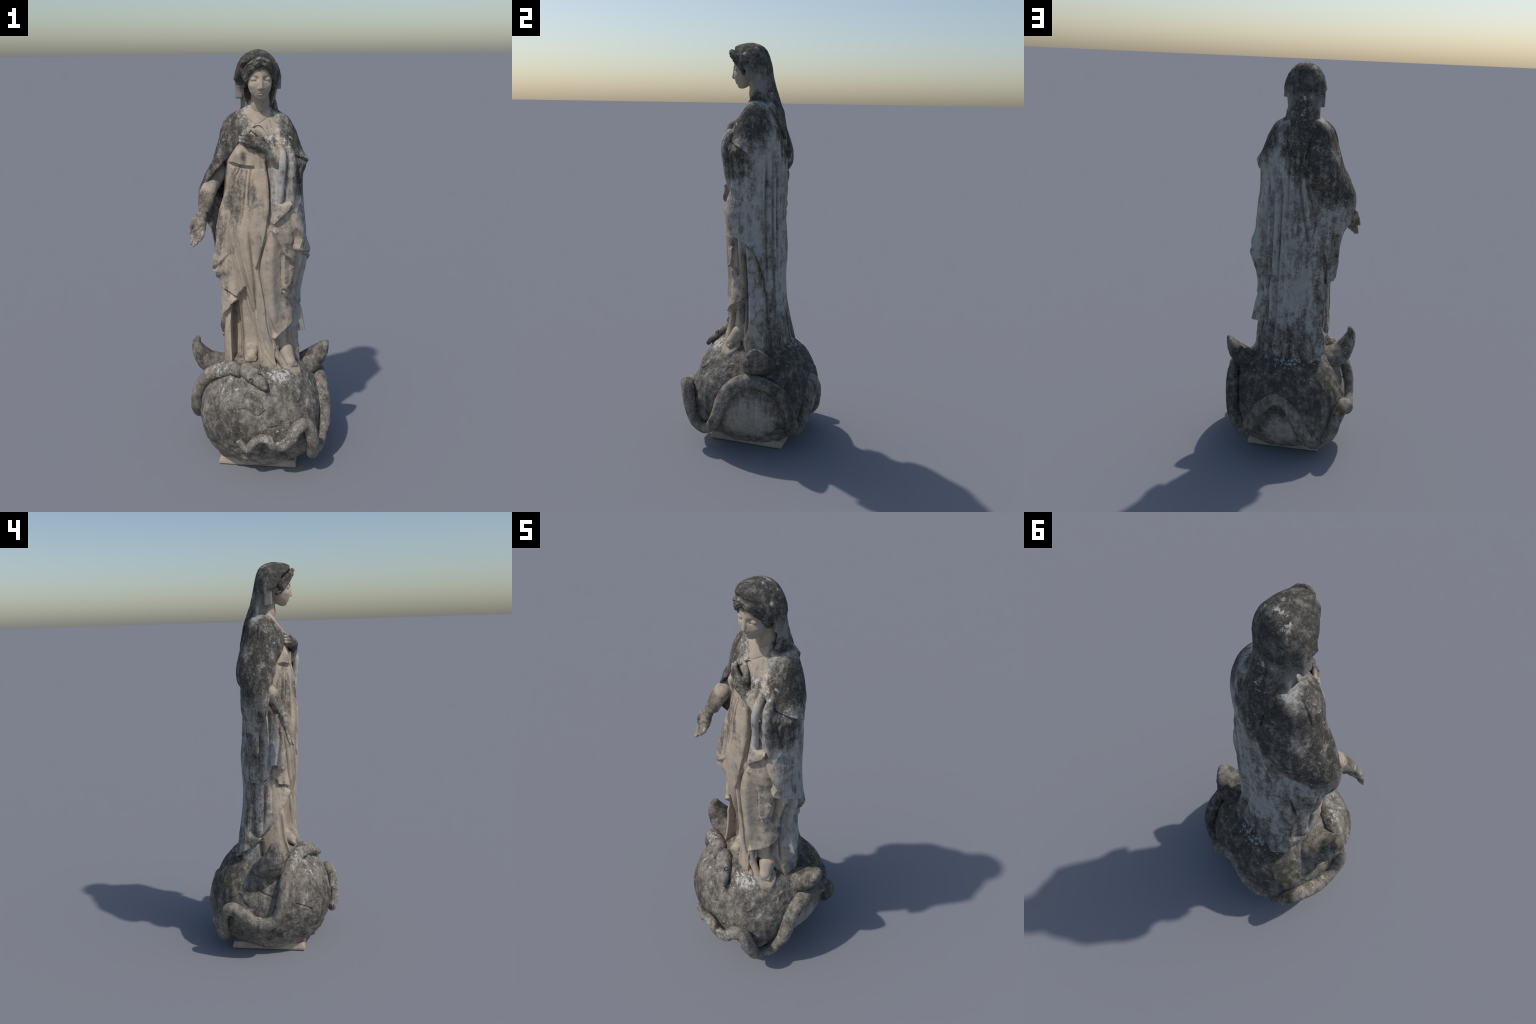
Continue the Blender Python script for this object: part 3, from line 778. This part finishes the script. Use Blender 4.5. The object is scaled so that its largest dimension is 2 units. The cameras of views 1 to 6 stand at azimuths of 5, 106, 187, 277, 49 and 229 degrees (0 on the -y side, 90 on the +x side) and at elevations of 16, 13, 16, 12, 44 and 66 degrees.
# ------------------------------------------------------------------ arms and hands
def left_hand(P):
    w = (.052, -.126, 1.575)
    d = smin(capsule(P, w, (.012, -.132, 1.598), .021, .021), capsule(P, (.040, -.124, 1.590), (.004, -.124, 1.612), .018, .017), .010)
    d = smin(d, capsule(P, (.025, -.126, 1.578), (-.010, -.118, 1.590), .018, .014), .010)
    for pts, r in (([(-.004, -.119, 1.622), (-.032, -.112, 1.634), (-.060, -.088, 1.636)], [.0105, .0092, .007]),
                   ([(-.010, -.122, 1.611), (-.040, -.114, 1.619), (-.073, -.090, 1.622)], [.0105, .0095, .007]),
                   ([(-.012, -.122, 1.598), (-.042, -.114, 1.604), (-.073, -.092, 1.608)], [.0105, .0095, .007]),
                   ([(-.010, -.118, 1.586), (-.034, -.112, 1.588), (-.056, -.096, 1.594)], [.0095, .0085, .0065])):
        d = smin(d, chain(P, pts, r, .003), .0035)
    return smin(d, chain(P, [(.030, -.112, 1.610), (.012, -.092, 1.636), (-.018, -.078, 1.657)], [.014, .0105, .0085], .004), .005)
solid("hand", left_hand, (-.10, -.17, 1.53), (.09, -.04, 1.69), .0017, MAT_HAND, .0008, 1)

def right_hand(P):
    d = chain(P, [(-.252, -.082, 1.290), (-.256, -.090, 1.262), (-.262, -.098, 1.230)], [.021, .022, .022], .006)
    d = smin(d, capsule(P, (-.276, -.100, 1.228), (-.278, -.106, 1.202), .017, .014), .008)
    d = smin(d, capsule(P, (-.250, -.098, 1.225), (-.250, -.104, 1.202), .016, .013), .008)
    d = smin(d, chain(P, [(-.266, -.096, 1.262), (-.287, -.100, 1.246), (-.300, -.106, 1.220), (-.310, -.110, 1.186)], [.014, .0125, .0098, .0075], .005), .006)
    for pts, r in (([(-.287, -.106, 1.204), (-.296, -.113, 1.168), (-.303, -.124, 1.136)], [.0100, .0090, .0072]),
                   ([(-.275, -.108, 1.200), (-.283, -.121, 1.162), (-.291, -.139, 1.130)], [.0100, .0092, .0072]),
                   ([(-.261, -.108, 1.198), (-.267, -.123, 1.166), (-.277, -.142, 1.141)], [.0098, .0090, .0070]),
                   ([(-.247, -.105, 1.200), (-.251, -.118, 1.172), (-.262, -.132, 1.154)], [.0092, .0082, .0065])):
        d = smin(d, chain(P, pts, r, .003), .0035)
    return d
solid("hand.001", right_hand, (-.33, -.17, 1.11), (-.21, -.05, 1.33), .0016, MAT_HAND, .0008, 1)

def cut(d, P, c, nrm):
    nrm = np.array(nrm, float); nrm /= np.linalg.norm(nrm)
    return smax(d, (P - np.array(c)) @ nrm, .002)

def left_sleeve(P):
    d = tube(P, [(.048, -.122, 1.572), (.10, -.108, 1.540), (.140, -.080, 1.510), (.17, -.03, 1.50)], [.0265, .032, .035, .035])
    wr = np.sin(((P - np.array((.05, -.126, 1.573))) @ np.array((.85, .2, -.45))) * 170 + P[:, 2] * 30)
    d = d - .0012 * wr
    return cut(d, P, (.052, -.122, 1.574), (-.88, .0, .45))
solid("sleeve", left_sleeve, (.02, -.18, 1.43), (.25, .03, 1.63), .0024, MAT_HAND, .0015, 1)

def arm_folds(P):
    d = None
    for pts, r in (([(.100, -.070, 1.590), (.116, -.105, 1.578), (.126, -.134, 1.550), (.126, -.144, 1.500), (.122, -.136, 1.430), (.116, -.126, 1.350), (.108, -.100, 1.28)], [.012, .015, .0165, .0165, .015, .013, .007]),
                   ([(.135, -.060, 1.580), (.150, -.088, 1.570), (.162, -.112, 1.545), (.168, -.120, 1.490), (.170, -.112, 1.410), (.166, -.096, 1.32), (.155, -.07, 1.24)], [.012, .016, .018, .018, .016, .014, .007]),
                   ([(.128, -.07, 1.565), (.143, -.105, 1.53), (.147, -.115, 1.47), (.146, -.105, 1.38)], [.015, .016, .016, .014])):
        c = tube(P, [(p[0] - .005, p[1] + .010, p[2]) for p in pts], r)
        d = c if d is None else smin(d, c, .005)
    return d
solid("mantle_fold", arm_folds, (.07, -.18, 1.22), (.21, -.03, 1.63), .0028, MAT_BODY, .0015, 1)

def right_sleeve(P):
    d = tube(P, [(-.251, -.080, 1.262), (-.244, -.058, 1.315), (-.230, -.022, 1.372), (-.200, .022, 1.42), (-.15, .04, 1.48)], [.026, .033, .038, .034, .034])
    return cut(d, P, (-.252, -.08, 1.277), (-.05, -.25, -1))
solid("sleeve.001", right_sleeve, (-.31, -.13, 1.24), (-.10, .08, 1.61), .0026, MAT_HAND, .002, 1)

GC = np.array([.006, .013, .256]); GR = np.array([.306, .316, .312])      # globe centre and radii
# ------------------------------------------------------------------ feet
def toes(d, P, a, across, ahead, r):
    for k in range(5):
        p = np.array(a) + (k / 4 - .5) * np.array(across)
        d = smin(d, capsule(P, p, p + np.array(ahead), r, r * (.9 - .06 * k)), .007)
    return d
def left_foot(P):
    d = chain(P, [(.105, .0, .60), (.132, -.045, .570), (.156, -.078, .530)], [.040, .037, .028], .015)
    return toes(d, P, (.159, -.083, .524), (.040, .026, 0), (.006, -.010, -.008), .0115)
solid("foot", left_foot, (.05, -.135, .47), (.23, .05, .66), .002, MAT_HEAD, .001, 2)
def right_foot(P):
    d = chain(P, [(-.030, -.02, .605), (-.031, -.070, .588), (-.032, -.102, .566)], [.036, .034, .026], .015)
    return toes(d, P, (-.032, -.108, .557), (.038, .004, 0), (0, -.007, -.007), .0115)
solid("foot.001", right_foot, (-.09, -.19, .51), (.04, .01, .68), .002, MAT_HEAD, .001, 2)

# gown hem sweeping over the ledge round the left foot
def hem_field(P):
    d = tube(P, [(.022, -.095, .94), (.034, -.100, .859), (.046, -.102, .759), (.058, -.102, .681), (.082, -.103, .600), (.127, -.106, .532), (.173, -.106, .487)], [.008, .014, .017, .018, .018, .016, .010])
    d = smin(d, tube(P, [(-.002, -.090, .845), (.002, -.098, .762), (.018, -.098, .672), (.043, -.102, .588), (.077, -.115, .532), (.118, -.122, .502), (.170, -.114, .479)], [.008, .014, .016, .016, .015, .014, .010]), .008)
    shell = np.linalg.norm((P - GC) / GR, axis=1) * .312 - .312
    pool = smax(shell - .011, np.hypot(P[:, 0] - .160, P[:, 1] + .078) - .052, .010)
    return smin(d, smax(pool, -.012 - shell, .004), .010)
solid("gown_hem", hem_field, (-.03, -.21, .45), (.23, -.02, .96), .003, MAT_GOWN, .001, 1)

# ------------------------------------------------------------------ globe
def sph(az, el):
    a, e = np.radians(az), np.radians(el)
    return np.stack([np.cos(e) * np.sin(a), -np.cos(e) * np.cos(a), np.sin(e)], -1)
na, ne = 620, 330
ag, eg = np.meshgrid(np.arange(na) * 360 / na, np.linspace(-56, 89.5, ne), indexing="ij")
D = sph(ag, eg)
Dn = D.reshape(-1, 3)
h = fbm(Dn, 3.2, 4, 31) * .007 + fbm(Dn, 14, 3, 33) * .0022
land = smooth01(.02, .06, fbm(Dn, 1.7, 3, 37))        # low relief continents
h += land * .004
def sphere_line(pts):
    p = catmull(np.array(pts, float), 6); d = sph(p[:, 0], p[:, 1])
    best = np.full(len(Dn), 9.)
    for a, b in zip(d[:-1], d[1:]):
        ab = b - a
        t = np.clip((Dn - a) @ ab / (ab @ ab), 0, 1)
        best = np.minimum(best, np.linalg.norm(Dn - a - t[:, None] * ab, axis=1))
    return best * .31
for crack in ([(-16, 20), (-9, 22), (-3, 18), (2, 16), (9, 21)], [(-22, 8), (-16, 3), (-11, -2)], [(6, 14), (11, 6), (20, 7)], [(11, 6), (10, 1)],
              [(-62, 8), (-50, 2), (-47, -4)], [(-78, 14), (-92, 18), (-100, 24)], [(-60, -12), (-70, -20), (-80, -26)], [(8, -20), (6, -28), (-2, -26)]):
    dl = sphere_line(crack)
    h -= .006 * np.exp(-(dl / .0035) ** 2)
for rid in ([(92, 18), (98, 13), (106, 14), (112, 18)], [(96, -4), (104, -9), (110, -8)], [(82, -14), (92, -12), (100, -17), (108, -20)], [(78, -2), (82, -5), (84, -8)]):
    h += .004 * np.exp(-(sphere_line(rid) / .006) ** 2)
h = h.reshape(ag.shape)
# bare ledge that carries the feet
led = np.exp(-(((ag - 48 + 180) % 360 - 180) / 22.) ** 2 - ((eg - 52) / 8.) ** 2)
h = h + .012 * led
def boxy(az, el, n0):
    """widens a round plan towards its diagonals"""
    a = np.radians(az)
    n = 2 + (n0 - 2) * smooth01(60, 20, np.abs(el))
    return 1 / (np.abs(np.sin(a)) ** n + np.abs(np.cos(a)) ** n) ** (1 / n)
k = boxy(ag, eg, 2.5)[..., None]
for a0, e0, hh, sa, se in ((46, -18, .034, 13, 16), (38, 2, .020, 9, 9), (-140, -24, .022, 13, 14), (143, -18, .016, 12, 14)):
    h = h + hh * np.exp(-(((ag - a0 + 180) % 360 - 180) / sa) ** 2 - ((eg - e0) / se) ** 2)
V = GC + D * GR * (1 + h / .312)[..., None] * np.concatenate([k, k, np.ones_like(k)], -1)
V[..., 2] = np.maximum(V[..., 2], .012)
ii, jj = np.meshgrid(np.arange(na), np.arange(ne - 1), indexing="ij")
i2 = (ii + 1) % na
F = np.stack([ii * ne + jj, i2 * ne + jj, i2 * ne + jj + 1, ii * ne + jj + 1], -1).reshape(-1, 4)
add_mesh("globe", V.reshape(-1, 3), F, MAT_GLOBE)

# ------------------------------------------------------------------ crescent moon under the feet
def crescent(P):
    pts = [(-.304, -.034, .622), (-.312, -.033, .595), (-.304, -.030, .562), (-.283, -.018, .518), (-.248, .0, .478), (-.16, .015, .455), (0, .03, .45),
           (.16, .07, .42), (.240, .095, .450), (.287, .102, .490), (.316, .100, .532), (.335, .102, .564)]
    th = [.013, .022, .033, .045, .053, .055, .05, .05, .055, .046, .030, .012]
    a = math.radians(12.6); ca, sa = math.cos(a), math.sin(a)
    def rot(q):
        q = np.atleast_2d(np.array(q, float)); return np.stack([q[:, 0] * ca + q[:, 1] * sa, (-q[:, 0] * sa + q[:, 1] * ca), q[:, 2]], 1)
    Q = rot(P); c = rot(pts)
    sq = np.array([1, .66, 1])                      # thicker front to back than in its own plane
    return tube(Q * sq, c * sq, th, 2)
solid("crescent_moon", crescent, (-.38, -.16, .34), (.40, .24, .66), .0042, MAT_GLOBE, .0016, 2)

# ------------------------------------------------------------------ serpent
PATH = [(-22, 53, .330), (-41, 53, .326), (-56, 46, .326), (-66, 37, .330), (-71, 28, .335), (-74, 18, .336), (-76, 8, .336), (-79, -1, .336), (-86, -8, .338), (-94, -10, .338), (-102, -8, .338),
        (-111, -1, .338), (-119, 3, .338), (-126, 0, .338), (-131, -8, .338), (-133, -19, .340), (-138, -28, .340), (-147, -30, .340), (-157, -21, .338), (-165, -7, .338), (-172, 5, .338), (-179, 11, .338), (-188, 13, .338),
        (-196, 9, .338), (-203, 1, .338), (-209, -10, .338), (-214, -20, .340), (-220, -21, .340), (-226, -8, .338), (-231, 7, .338), (-236, 16, .338), (-244, 21, .338), (-255, 24, .336), (-268, 22, .336),
        (-278, 15, .336), (-284, 4, .336), (-288, -8, .340), (-294, -19, .345), (-303, -26, .350), (-311, -23, .352), (-315, -10, .348), (-318, 3, .350), (-323, 9, .350), (-330, 5, .350), (-334, -3, .349), (-340, -8, .349),
        (-346, -7, .349), (-350, -2, .349), (-356, -1, .349), (-361, -5, .349), (-366, -12, .344), (-370, -11, .338), (-374, -5, .333)]
pa = catmull(PATH, 8)
k = boxy(pa[:, 0], pa[:, 1], 3.1) * (pa[:, 2] / .338)
turn = np.cos(np.radians(pa[:, 0]))
k = k * (1 - .085 * np.maximum(-turn, 0) ** 6 + .035 * np.maximum(turn, 0) ** 2)
hor = .324 + .014 * smooth01(25, 50, pa[:, 1])
c = GC + sph(pa[:, 0], pa[:, 1]) * np.stack([hor * k, hor * k, pa[:, 2]], 1)
s = np.linspace(0, 1, len(c))
rad = (1 + .10 * np.sin(s * 41)) * np.interp(s, [0, .05, .2, .6, .72, .80, .9, .97, 1], [.030, .032, .034, .034, .032, .029, .024, .019, .014])
tan = np.gradient(c, axis=0); tan /= np.linalg.norm(tan, axis=1)[:, None]
out = c - GC; out -= (out * tan).sum(1)[:, None] * tan; out /= np.linalg.norm(out, axis=1)[:, None]
sid = np.cross(tan, out)
m = 40
ph = np.arange(m) / m * 2 * math.pi
V = c[:, None] + rad[:, None, None] * (np.cos(ph)[None, :, None] * sid[:, None] + np.sin(ph)[None, :, None] * out[:, None] * 1.02)
n = len(c)
V = V.reshape(-1, 3)
ctr = np.repeat(c, m, 0); dirv = V - ctr; dirv /= np.linalg.norm(dirv, axis=1)[:, None]
V = V + dirv * (fbm(V, 22, 4, 51) * .004)[:, None]
F = [[i * m + j, i * m + (j + 1) % m, (i + 1) * m + (j + 1) % m, (i + 1) * m + j] for i in range(n - 1) for j in range(m)]
F.append([(n - 1) * m + j for j in range(m)]); F.append([j for j in range(m)][::-1])
snake = add_mesh("serpent", V, F, MAT_SERPENT)

def serpent_head(P):
    nose = np.array((.050, -.246, .470)); eye = np.array((-.014, -.200, .508)); nk = np.array((-.068, -.158, .518))
    d = chain(P, [nk, (-.048, -.170, .520), (-.016, -.198, .508), (.030, -.231, .483), (.046, -.243, .472)], [.031, .036, .036, .024, .016], .012)
    # flat crown and a slit mouth
    ax = (nose - eye) / np.linalg.norm(nose - eye)
    o = (eye - GC) / np.linalg.norm(eye - GC)
    o = o - (o @ ax) * ax; o /= np.linalg.norm(o)
    sd = np.cross(ax, o)
    rel = P - eye
    u, v, w = rel @ ax, rel @ o, rel @ sd
    d = smax(d, v - .026 + .10 * np.maximum(u, 0), .010)
    ey = np.sqrt((u - .020) ** 2 + (v - .015) ** 2 + (np.abs(w) - .027) ** 2)
    d = smax(d, -(ey - .0105), .002)
    d = smin(d, ey - .0072, .001)
    mouth = np.maximum(np.abs(v + .006 + .1 * np.maximum(u, 0)) - .0026, np.maximum(-u + .005, np.hypot(w, (u - .03) * .6) - .05))
    d = smax(d, -np.maximum(mouth, -(d + .010)), .002)
    return d
solid("serpent_head", serpent_head, (-.14, -.29, .43), (.09, -.08, .60), .0022, MAT_SERPENT, .0015, 1, parent=snake)

# ------------------------------------------------------------------ plinth
def plinth(P):
    a = math.radians(-1.0)
    x = (P[:, 0] - .003) * math.cos(a) + (P[:, 1] - .016) * math.sin(a); y = -(P[:, 0] - .003) * math.sin(a) + (P[:, 1] - .016) * math.cos(a)
    k = .35 * np.maximum(P[:, 2] - .014, 0)
    return smax(smax(np.abs(x) - .193 + k, np.abs(y) - .194 + k, .004), np.maximum(P[:, 2] - .036, -P[:, 2]), .004)
solid("plinth", plinth, (-.22, -.20, -.006), (.22, .24, .05), .003, MAT_PLINTH, .001, 1)
